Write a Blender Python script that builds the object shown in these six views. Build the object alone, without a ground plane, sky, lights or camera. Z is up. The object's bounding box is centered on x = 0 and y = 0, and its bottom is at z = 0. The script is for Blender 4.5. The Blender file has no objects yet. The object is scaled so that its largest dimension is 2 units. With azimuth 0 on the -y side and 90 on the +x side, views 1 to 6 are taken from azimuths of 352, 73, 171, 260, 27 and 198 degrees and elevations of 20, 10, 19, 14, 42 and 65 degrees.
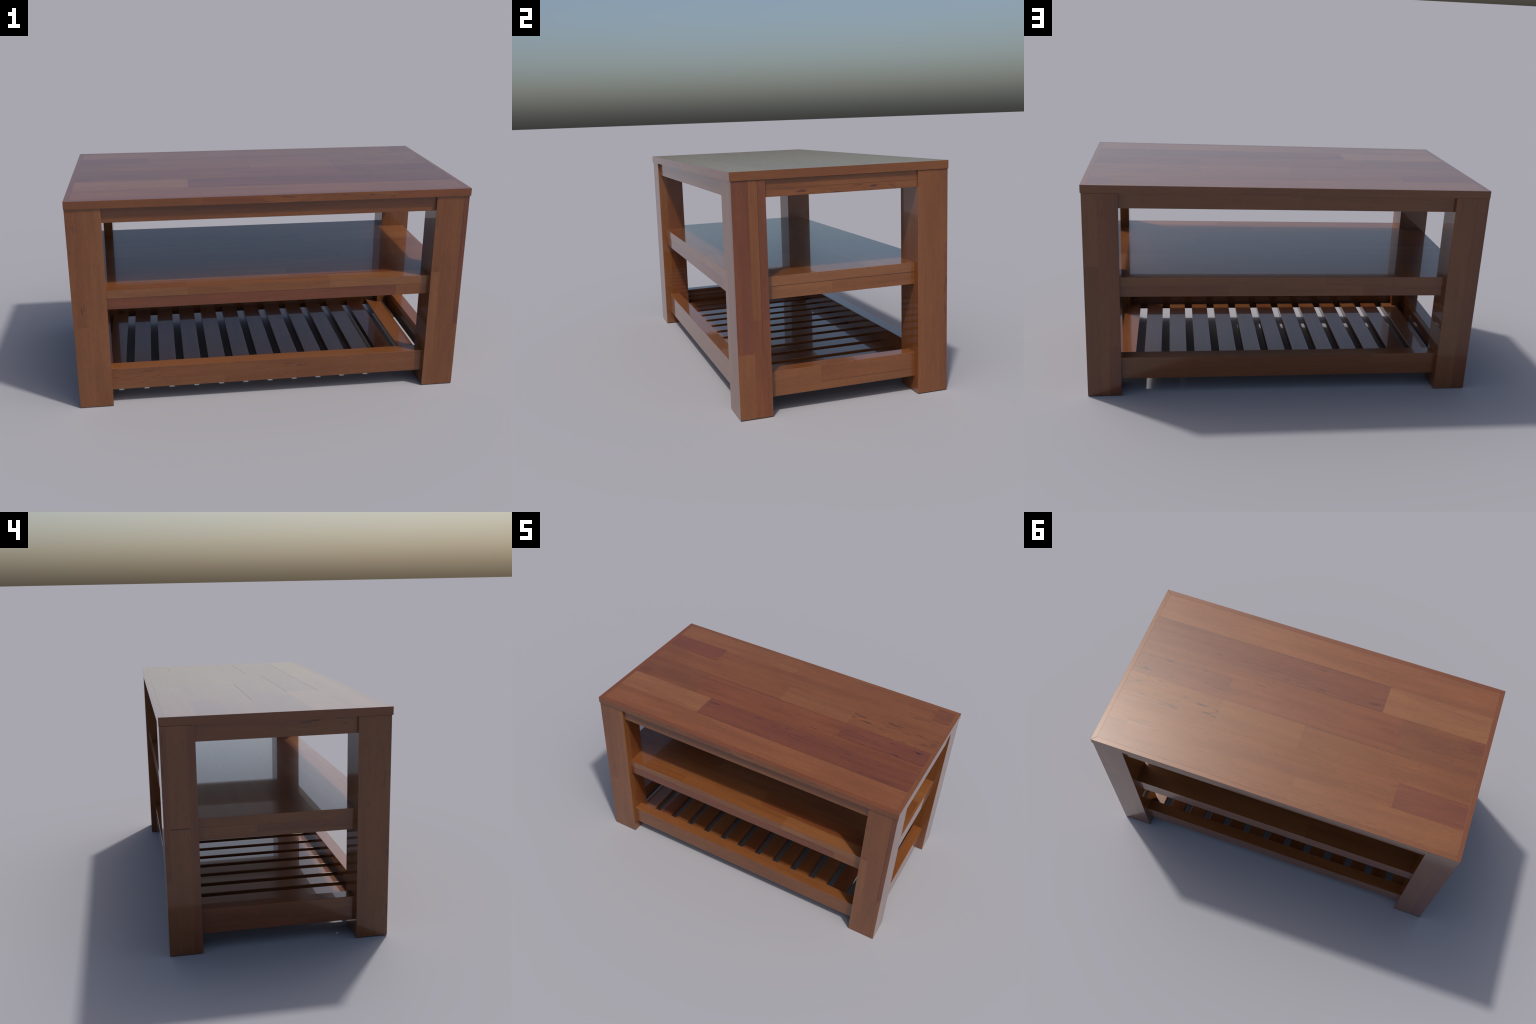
"""A low wooden table: planked top with an edging frame, four square legs, narrow aprons,
a middle shelf on rails and a slatted bottom rack.  Units metres, z up."""
import bpy, bmesh, random
from mathutils import Vector

random.seed(7)
scene = bpy.context.scene

# ------------------------------------------------------------------ sizes
TOP_X, TOP_Y = 1.000, 0.5205            # half length and half depth of the top
TOP_Z, TOP_T = 1.1032, 0.0390           # upper face, thickness
UNDER = TOP_Z - TOP_T
EDGING = 0.026                          # width of the edging around the top
LEG = dict(x=(0.8270, 0.9962), nx=(-0.9990, -0.8290), y=(0.3660, 0.5192), ny=(-0.5148, -0.3615))
APRON_Z = 0.9875
SHELF_X, SHELF_Y, SHELF_Z, SHELF_T = 0.9615, 0.4865, 0.6330, 0.0435
SHELF_RAIL_Z = 0.5300
LOW_TOP, LOW_BOTTOM, LOW_T = 0.1970, 0.0780, 0.0665
LOW_X, LOW_Y = 0.9615, 0.4865
SLAT_TOP, SLAT_W, SLAT_PITCH, SLAT_COUNT = 0.1165, 0.0925, 0.1352, 13


# ------------------------------------------------------------------ wood
# tint: (darker, lighter) base colours in linear light, red brown hardwood
TINTS = {
    "pale":  ((0.146, 0.0530, 0.0175), (0.236, 0.0940, 0.0330)),
    "honey": ((0.130, 0.0430, 0.0125), (0.218, 0.0800, 0.0250)),
    "brown": ((0.118, 0.0365, 0.0100), (0.205, 0.0710, 0.0205)),
    "russet": ((0.108, 0.0300, 0.0090), (0.190, 0.0580, 0.0180)),
    "wine":  ((0.092, 0.0245, 0.0100), (0.172, 0.0500, 0.0188)),
    "sorrel": ((0.136, 0.0430, 0.0135), (0.218, 0.0760, 0.0250)),
    "umber": ((0.100, 0.0300, 0.0095), (0.174, 0.0570, 0.0180)),
}
ROUGHNESS, COAT_ROUGHNESS = 0.33, 0.03   # satin wood under a clear polished lacquer
_materials = {}


def wood(tint, axis="x", finish="frame", gum=0.0):
    """Procedural lacquered wood whose fibres run along one object axis."""
    key = (tint, axis, finish, gum)
    if key in _materials:
        return _materials[key]
    m = bpy.data.materials.new("wood_%s_%s_%s%s" % (tint, finish, axis, "_gum" if gum else ""))
    m.use_nodes = True
    nt = m.node_tree
    nt.nodes.clear()
    N = nt.nodes.new
    L = nt.links.new

    def math(op, a, b=None, clamp=False):
        n = N("ShaderNodeMath")
        n.operation, n.use_clamp = op, clamp
        for i, v in enumerate((a, b)):
            if v is None:
                continue
            if isinstance(v, (int, float)):
                n.inputs[i].default_value = v
            else:
                L(v, n.inputs[i])
        return n.outputs[0]

    def ramp(value, lo, hi):
        n = N("ShaderNodeMapRange")
        n.clamp = True
        L(value, n.inputs[0])
        n.inputs[1].default_value, n.inputs[2].default_value = lo, hi
        return n.outputs[0]

    co = N("ShaderNodeTexCoord")
    info = N("ShaderNodeObjectInfo")
    shift = N("ShaderNodeVectorMath")
    shift.operation = "SCALE"
    shift.inputs[0].default_value = (31.7, 17.3, 23.9)
    L(info.outputs["Random"], shift.inputs["Scale"])
    place = N("ShaderNodeVectorMath")
    place.operation = "ADD"
    L(co.outputs["Object"], place.inputs[0])
    L(shift.outputs[0], place.inputs[1])
    base = N("ShaderNodeVectorMath")
    base.operation = "ADD"
    L(place.outputs[0], base.inputs[0])
    base.inputs[1].default_value = [3.1 * list(TINTS).index(tint) + o for o in (0.3, 1.7, 2.9)]

    def noise(along, across, detail=3.0, rough=0.55, distort=0.0, offset=0.0):
        mp = N("ShaderNodeMapping")
        mp.inputs["Location"].default_value = (offset, offset * 1.3, offset * 0.7)
        mp.inputs["Scale"].default_value = [along if a == axis else across for a in "xyz"]
        L(base.outputs[0], mp.inputs["Vector"])
        n = N("ShaderNodeTexNoise")
        n.inputs["Scale"].default_value = 1.0
        n.inputs["Detail"].default_value = detail
        n.inputs["Roughness"].default_value = rough
        n.inputs["Distortion"].default_value = distort
        L(mp.outputs[0], n.inputs["Vector"])
        return n.outputs["Fac"]

    bands = noise(1.4, 17.0, 2.0, 0.5, 0.6)                 # slow colour drift across the board
    figure = noise(2.6, 52.0, 3.0, 0.6, 0.35, 5.0)          # growth rings
    fibre = noise(9.0, 230.0, 2.0, 0.6, 0.0, 9.0)           # fine fibres
    pores = noise(26.0, 330.0, 1.0, 0.5, 0.0, 13.0)         # short dark pores
    mottle = noise(42.0, 170.0, 2.0, 0.6, 0.0, 17.0)        # small flecked mottling
    knot = noise(3.5, 5.5, 2.0, 0.5, 0.0, 21.0)             # cloudy patches
    mix = math("ADD", math("MULTIPLY", ramp(bands, 0.32, 0.68), 0.38),
               math("MULTIPLY", ramp(figure, 0.32, 0.68), 0.22))
    mix = math("ADD", mix, math("MULTIPLY", ramp(mottle, 0.30, 0.70), 0.20))
    mix = math("ADD", mix, math("MULTIPLY", ramp(fibre, 0.28, 0.72), 0.14))
    mix = math("ADD", mix, math("MULTIPLY", ramp(knot, 0.32, 0.68), 0.14))

    colour = N("ShaderNodeMix")
    colour.data_type = "RGBA"
    L(mix, colour.inputs["Factor"])
    dark, light = TINTS[tint]
    colour.inputs["A"].default_value = (*dark, 1)
    colour.inputs["B"].default_value = (*light, 1)

    spots = math("MULTIPLY", ramp(pores, 0.60, 0.74), 0.30)
    if gum:
        # short dark resin streaks, gathered in loose rows along the fibres
        row = ramp(noise(0.6, 15.0, 1.0, 0.5, 0.0, 33.0), 0.48, 0.58)
        streak = ramp(noise(12.0, 85.0, 1.0, 0.5, 0.15, 41.0), 0.62, 0.70)
        spots = math("MAXIMUM", spots, math("MULTIPLY", math("MULTIPLY", row, streak), gum))
    stain = N("ShaderNodeMix")
    stain.data_type = "RGBA"
    L(spots, stain.inputs["Factor"])
    L(colour.outputs["Result"], stain.inputs["A"])
    stain.inputs["B"].default_value = (0.032, 0.011, 0.011, 1)

    bsdf = N("ShaderNodeBsdfPrincipled")
    L(stain.outputs["Result"], bsdf.inputs["Base Color"])
    bsdf.inputs["IOR"].default_value = 1.5
    bsdf.inputs["Roughness"].default_value = ROUGHNESS
    bsdf.inputs["Coat Weight"].default_value = 1.0
    bsdf.inputs["Coat Roughness"].default_value = COAT_ROUGHNESS
    bsdf.inputs["Coat IOR"].default_value = 1.42
    bsdf.inputs["Specular IOR Level"].default_value = 0.27
    out = N("ShaderNodeOutputMaterial")
    L(bsdf.outputs[0], out.inputs[0])
    _materials[key] = m
    return m


def seam():
    """Dark glue line between staves."""
    if "seam" not in _materials:
        m = bpy.data.materials.new("glue_line")
        m.use_nodes = True
        b = m.node_tree.nodes["Principled BSDF"]
        b.inputs["Base Color"].default_value = (0.060, 0.022, 0.013, 1)
        b.inputs["Roughness"].default_value = 0.3
        _materials["seam"] = m
    return _materials["seam"]


# ------------------------------------------------------------------ building
def link(obj, parent):
    scene.collection.objects.link(obj)
    obj.parent = parent
    return obj


def board(name, parent, x, y, z, material, patches=(), edge=0.0012, skew=None):
    """A box between two corners, with rounded edges.  patches are rectangles on its faces,
    (face, (u0, u1), (v0, v1), material) with face in '+x -x +y -y +z' and u, v the two other
    axes in order, in world metres: staves of another tint glued into that face."""
    lo, hi = Vector((x[0], y[0], z[0])), Vector((x[1], y[1], z[1]))
    c, s = (lo + hi) / 2, hi - lo
    bm = bmesh.new()
    bmesh.ops.create_cube(bm, size=1.0)
    for v in bm.verts:
        v.co = Vector(v.co[i] * s[i] for i in range(3))
        if skew:
            v.co = skew(v.co + c) - c
    if edge:
        bmesh.ops.bevel(bm, geom=bm.edges[:], offset=edge, segments=2, profile=0.5, affect="EDGES")
    mats = [material]
    cuts = set()
    for face, u, v, mat in patches:
        a, b = [i for i in range(3) if "xyz"[i] != face[1]]
        cuts |= {(a, round(t, 5)) for t in u} | {(b, round(t, 5)) for t in v}
        if mat not in mats:
            mats.append(mat)
    for axis, t in sorted(cuts):
        if lo[axis] + edge < t < hi[axis] - edge:
            n = Vector((0, 0, 0))
            n[axis] = 1
            p = Vector((0, 0, 0))
            p[axis] = t - c[axis]
            bmesh.ops.bisect_plane(bm, geom=bm.verts[:] + bm.edges[:] + bm.faces[:], plane_co=p, plane_no=n)
    for f in bm.faces:
        w = f.calc_center_median() + c
        for face, u, v, mat in patches:
            k = "xyz".index(face[1])
            a, b = [i for i in range(3) if i != k]
            side = 1 if face[0] == "+" else -1
            if f.normal[k] * side > 0.6 and u[0] <= w[a] <= u[1] and v[0] <= w[b] <= v[1]:
                f.material_index = mats.index(mat)
    me = bpy.data.meshes.new(name)
    bm.to_mesh(me)
    bm.free()
    for m in mats:
        me.materials.append(m)
    o = bpy.data.objects.new(name, me)
    o.location = c - (parent.location if parent.type == "EMPTY" else parent.matrix_world.translation)
    link(o, parent)
    bpy.context.view_layer.update()
    return o


table = bpy.data.objects.new("coffee_table", None)
scene.collection.objects.link(table)
table["label"] = "reddish brown wooden coffee table with shelf and slatted rack"
table["category"] = "coffee table"

# ---- top: a base panel, planks laid in seven rows, and a mitred edging
panel = board("tabletop", table, (-0.97, 0.97), (-0.49, 0.49), (UNDER, UNDER + 0.018), wood("brown"))
IX, IY = TOP_X - EDGING, TOP_Y - EDGING
ROWS = [  # y from, y to, [(tint, x end, gum streaks), ...] from -x to +x
    (-IY, -0.328, [("sorrel", IX, 0)]),
    (-0.328, -0.162, [("pale", -0.403, 0), ("wine", IX, 0.9)]),
    (-0.162, -0.083, [("wine", -0.898, 0), ("umber", -0.52, 0), ("russet", 0.20, 0), ("russet", IX, 0.5)]),
    (-0.083, 0.056, [("umber", -0.536, 0), ("russet", 0.427, 0.3), ("wine", IX, 0.9)]),
    (0.056, 0.208, [("brown", -0.037, 0), ("honey", 0.43, 0), ("brown", IX, 0.7)]),
    (0.208, 0.355, [("wine", -0.598, 0), ("brown", 0.42, 0), ("brown", IX, 0.4)]),
    (0.355, IY, [("honey", -0.083, 0.3), ("brown", 0.861, 0), ("umber", IX, 0)]),
]
SEAMS = {  # dark glue lines on the upper edge of a row: row index -> (x from, x to)
    0: (-0.42, 0.97), 1: (-0.40, 0.35), 2: (0.40, 0.97), 3: (-0.62, -0.05), 5: (0.72, 0.86),
}
LINE = 0.0024
for i, (y0, y1, pieces) in enumerate(ROWS):
    x0 = -IX
    for tint, x1, gum in pieces:
        lines = []
        if i in SEAMS:
            lines = [("+z", SEAMS[i], (y1 - LINE, y1), seam())]
        board("plank", panel, (x0, x1), (y0, y1), (UNDER + 0.018, TOP_Z - 0.0002),
              wood(tint, "x", "top", gum), lines, edge=0.0)
        x0 = x1


def mitre(sign, axis):
    """Pulls the inner corners of an edging strip back to the 45 degree mitre line."""
    def f(p):
        other = 1 - axis
        outer = (TOP_X, TOP_Y)[other]
        if abs(p[other]) < outer - EDGING / 2:
            p = p.copy()
            p[axis] -= (1 if p[axis] > 0 else -1) * EDGING
        return p
    return f


E = 0.0002
for s in (-1, 1):
    y = (s * TOP_Y, s * IY)
    pts = []
    if s < 0:
        pts = [("-y", (-0.05, 0.62), (UNDER, TOP_Z), wood("brown", "x", "frame", 0.8))]
    else:
        pts = [("+y", (-0.93, -0.55), (UNDER, TOP_Z), wood("russet"))]
    board("edging", panel, (-TOP_X + E, TOP_X - E), (min(y), max(y)), (UNDER, TOP_Z),
          wood("russet" if s < 0 else "brown", "x", "top"), pts + [
              (("-y" if s < 0 else "+y"), (-1, -0.35), (UNDER, TOP_Z), wood("brown"))], edge=0.0007, skew=mitre(s, 0))
    x = (s * TOP_X, s * IX)
    board("edging", panel, (min(x), max(x)), (-TOP_Y + E, TOP_Y - E), (UNDER, TOP_Z),
          wood("brown" if s > 0 else "russet", "y", "top"), edge=0.0007, skew=mitre(s, 1))

# ---- legs, laminated from staves
def leg(xs, ys, tint, patches):
    board("leg", table, xs, ys, (0.0, UNDER - 0.0004), wood(tint, "z"), patches, edge=0.0016)


def part(span, a, b):
    return (span[0] + (span[1] - span[0]) * a, span[0] + (span[1] - span[0]) * b)


Z = lambda t, g=0: wood(t, "z", "frame", g)
F, B = LEG["ny"], LEG["y"]
RX, LX = LEG["x"], LEG["nx"]
ALL = (0.0, UNDER)
leg(RX, F, "brown", [
    ("-y", part(RX, 0.0, 0.29), (0, 0.66), Z("honey")),
    ("-y", part(RX, 0.0, 0.20), (0.66, UNDER), Z("brown", 0.6)),
    ("-y", part(RX, 0.86, 1.0), (0.36, UNDER), Z("wine", 0.6)),
    ("-y", part(RX, 0.85, 0.862), (0.36, UNDER), seam()),
    ("+x", part(F, 0.0, 0.49), (0.30, UNDER), Z("wine")),
    ("+x", part(F, 0.0, 0.49), (0, 0.30), Z("honey")),
    ("+x", part(F, 0.49, 0.76), (0.45, UNDER), Z("brown")),
    ("+x", part(F, 0.49, 1.0), (0, 0.45), Z("russet")),
    ("+x", part(F, 0.76, 1.0), (0.45, UNDER), Z("wine")),
    ("+x", part(F, 0.752, 0.764), (0.30, UNDER), seam()),
])
leg(RX, B, "brown", [
    ("+x", part(B, 0.0, 0.26), (0.37, UNDER), Z("honey")),
    ("+x", part(B, 0.0, 0.26), (0, 0.37), Z("brown")),
    ("+x", part(B, 0.255, 0.265), (0.37, 0.70), seam()),
    ("+x", part(B, 0.26, 0.87), ALL, Z("brown")),
    ("+x", part(B, 0.87, 1.0), (0.0, 0.72), Z("russet", 0.6)),
    ("+y", part(RX, 0.58, 1.0), (0.70, UNDER), Z("honey")),
    ("+y", part(RX, 0.58, 1.0), (0.0, 0.70), Z("umber")),
    ("+y", part(RX, 0.0, 0.58), (0.12, UNDER), Z("russet")),
    ("+y", part(RX, 0.32, 0.58), (0.0, 0.55), Z("brown")),
    ("+y", part(RX, 0.0, 0.34), (0.0, 0.28), Z("wine")),
])
leg(LX, B, "brown", [
    ("+y", part(LX, 0.0, 0.42), ALL, Z("russet")),
    ("+y", part(LX, 0.42, 0.95), (0.0, 0.52), Z("honey")),
    ("-x", part(B, 0.83, 1.0), (0.35, UNDER), Z("russet", 0.6)),
    ("-x", part(B, 0.25, 0.83), (0.61, UNDER), Z("brown")),
    ("-x", part(B, 0.25, 0.83), (0.60, 0.605), seam()),
    ("-x", part(B, 0.0, 0.25), ALL, Z("russet")),
])
leg(LX, F, "honey", [
    ("-y", part(LX, 0.0, 0.42), (0.45, UNDER), Z("brown", 0.6)),
    ("-y", part(LX, 0.62, 1.0), (0.0, 0.08), Z("brown")),
    ("-x", part(F, 0.0, 0.72), ALL, Z("brown", 0.6)),
    ("-x", part(F, 0.72, 1.0), ALL, Z("brown")),
    ("+x", part(F, 0.0, 0.35), ALL, Z("honey")),
    ("+x", part(F, 0.35, 1.0), ALL, Z("russet", 0.5)),
])

# ---- aprons under the top
INSET = dict(front=-0.5005, back=0.5000, right=0.9885, left=-0.9830)
AT = 0.045
az = (APRON_Z, UNDER - 0.0004)
xin, yin = (LX[1] - 0.01, RX[0] + 0.01), (F[1] - 0.01, B[0] + 0.01)
board("apron", table, xin, (INSET["front"], INSET["front"] + AT), az, wood("umber"),
      [("-y", (-0.9, 0.9), (APRON_Z, APRON_Z + 0.028), wood("brown"))])
board("apron", table, xin, (INSET["back"] - AT, INSET["back"]), az, wood("brown"),
      [("+y", (0.60, 0.9), az, wood("honey")), ("+y", (-0.05, 0.6), az, wood("honey"))])
board("apron", table, (INSET["right"] - AT, INSET["right"]), yin, az, wood("brown", "y"),
      [("+x", (-0.4, 0.26), (APRON_Z, 1.022), wood("brown", "y", "frame", 0.7)),
       ("+x", (0.26, 0.4), (APRON_Z, 1.022), wood("honey", "y")), ("+x", (-0.4, 0.4), (1.021, 1.0225), seam())])
board("apron", table, (INSET["left"], INSET["left"] + AT), yin, az, wood("russet", "y"),
      [("-x", (-0.4, 0.02), az, wood("brown", "y", "frame", 0.8))])

# ---- middle shelf: planks in rows, carried by four rails
shelf_low = SHELF_Z - SHELF_T
shelf = board("shelf", table, (-SHELF_X + 0.004, SHELF_X - 0.004), (-SHELF_Y + 0.004, SHELF_Y - 0.004),
              (shelf_low + 0.001, shelf_low + 0.015), wood("brown"))
SX = SHELF_X - 0.014                    # planks stop at a thin strip on either end
for s in (-1, 1):
    x = (s * SX, s * SHELF_X)
    board("edging", shelf, (min(x), max(x)), (-SHELF_Y, SHELF_Y), (shelf_low, SHELF_Z),
          wood("brown" if s < 0 else "pale", "y"), edge=0.0008)
SROWS = [
    (-SHELF_Y, -0.405, [("brown", -0.43), ("honey", 0.30), ("pale", SX)]),
    (-0.405, -0.285, [("honey", 0.10), ("russet", SX)]),
    (-0.285, -0.130, [("brown", -0.30), ("honey", SX)]),
    (-0.130, -0.015, [("russet", 0.45), ("honey", SX)]),
    (-0.015, 0.130, [("honey", -0.10), ("brown", SX)]),
    (0.130, 0.290, [("brown", 0.30), ("pale", SX)]),
    (0.290, SHELF_Y, [("brown", -0.20), ("honey", SX)]),
]
for y0, y1, pieces in SROWS:
    x0 = -SX
    for tint, x1 in pieces:
        pts = []
        if y0 == -SHELF_Y:
            pts = [("-y", (-1, -0.43), (0, 1), wood("pale"))]
        board("plank", shelf, (x0, x1),
              (y0, y1), (shelf_low, SHELF_Z),
              wood(tint), pts, edge=0.0)
        x0 = x1

RT = 0.050
sz = (SHELF_RAIL_Z, shelf_low + 0.0008)
yf, xf = SHELF_Y - 0.0012, SHELF_X - 0.0022
board("shelf_rail", table, xin, (-yf, -yf + RT), sz, wood("wine"), [("-y", (0.655, 0.9), sz, wood("brown"))])
board("shelf_rail", table, xin, (yf - RT, yf), sz, wood("russet"), [("+y", (-0.4, 0.29), sz, wood("brown"))])
board("shelf_rail", table, (xf - RT, xf), yin, sz, wood("pale", "y"), [("+x", (-0.05, 0.4), sz, wood("honey", "y"))])
board("shelf_rail", table, (-xf, -xf + RT), yin, sz, wood("brown", "y"), [("-x", (-0.4, 0.1), (0.548, 0.6), wood("russet", "y"))])

# ---- bottom frame and slats
lz = (LOW_BOTTOM, LOW_TOP)
board("lower_rail", table, xin, (-LOW_Y, -LOW_Y + LOW_T), lz, wood("brown", "x", "frame", 0.6),
      [("-y", (-0.9, -0.25), (LOW_BOTTOM, 0.125), wood("honey")), ("+z", (-0.9, 0.9), (-0.6, -0.3), wood("honey"))], edge=0.002)
board("lower_rail", table, xin, (LOW_Y - LOW_T, LOW_Y), lz, wood("brown"),
      [("+y", (-0.9, -0.48), (0.146, LOW_TOP), wood("honey")), ("+y", (-0.48, 0.0), (0.146, LOW_TOP), wood("brown"))], edge=0.002)
board("lower_rail", table, (LOW_X - LOW_T, LOW_X), yin, lz, wood("brown", "y"),
      [("+x", (-0.4, -0.115), lz, wood("honey", "y")), ("+x", (-0.20, 0.4), (LOW_BOTTOM, 0.117), wood("honey", "y")),
       ("+x", (-0.115, 0.4), (0.1165, 0.118), seam())], edge=0.002)
board("lower_rail", table, (-LOW_X, -LOW_X + LOW_T), yin, lz, wood("russet", "y"),
      [("-x", (-0.4, 0.08), (0.146, LOW_TOP), wood("brown", "y"))], edge=0.002)

inner = LOW_Y - LOW_T + 0.004
slat_tints = ["pale", "russet", "honey", "brown", "honey", "brown", "russet", "honey", "brown", "brown", "honey", "russet", "brown"]
for i in range(SLAT_COUNT):
    cx = (i - (SLAT_COUNT - 1) / 2) * SLAT_PITCH
    board("slat", table, (cx - SLAT_W / 2, cx + SLAT_W / 2), (-inner, inner), (LOW_BOTTOM + 0.001, SLAT_TOP),
          wood(slat_tints[i], "y"), edge=0.002)
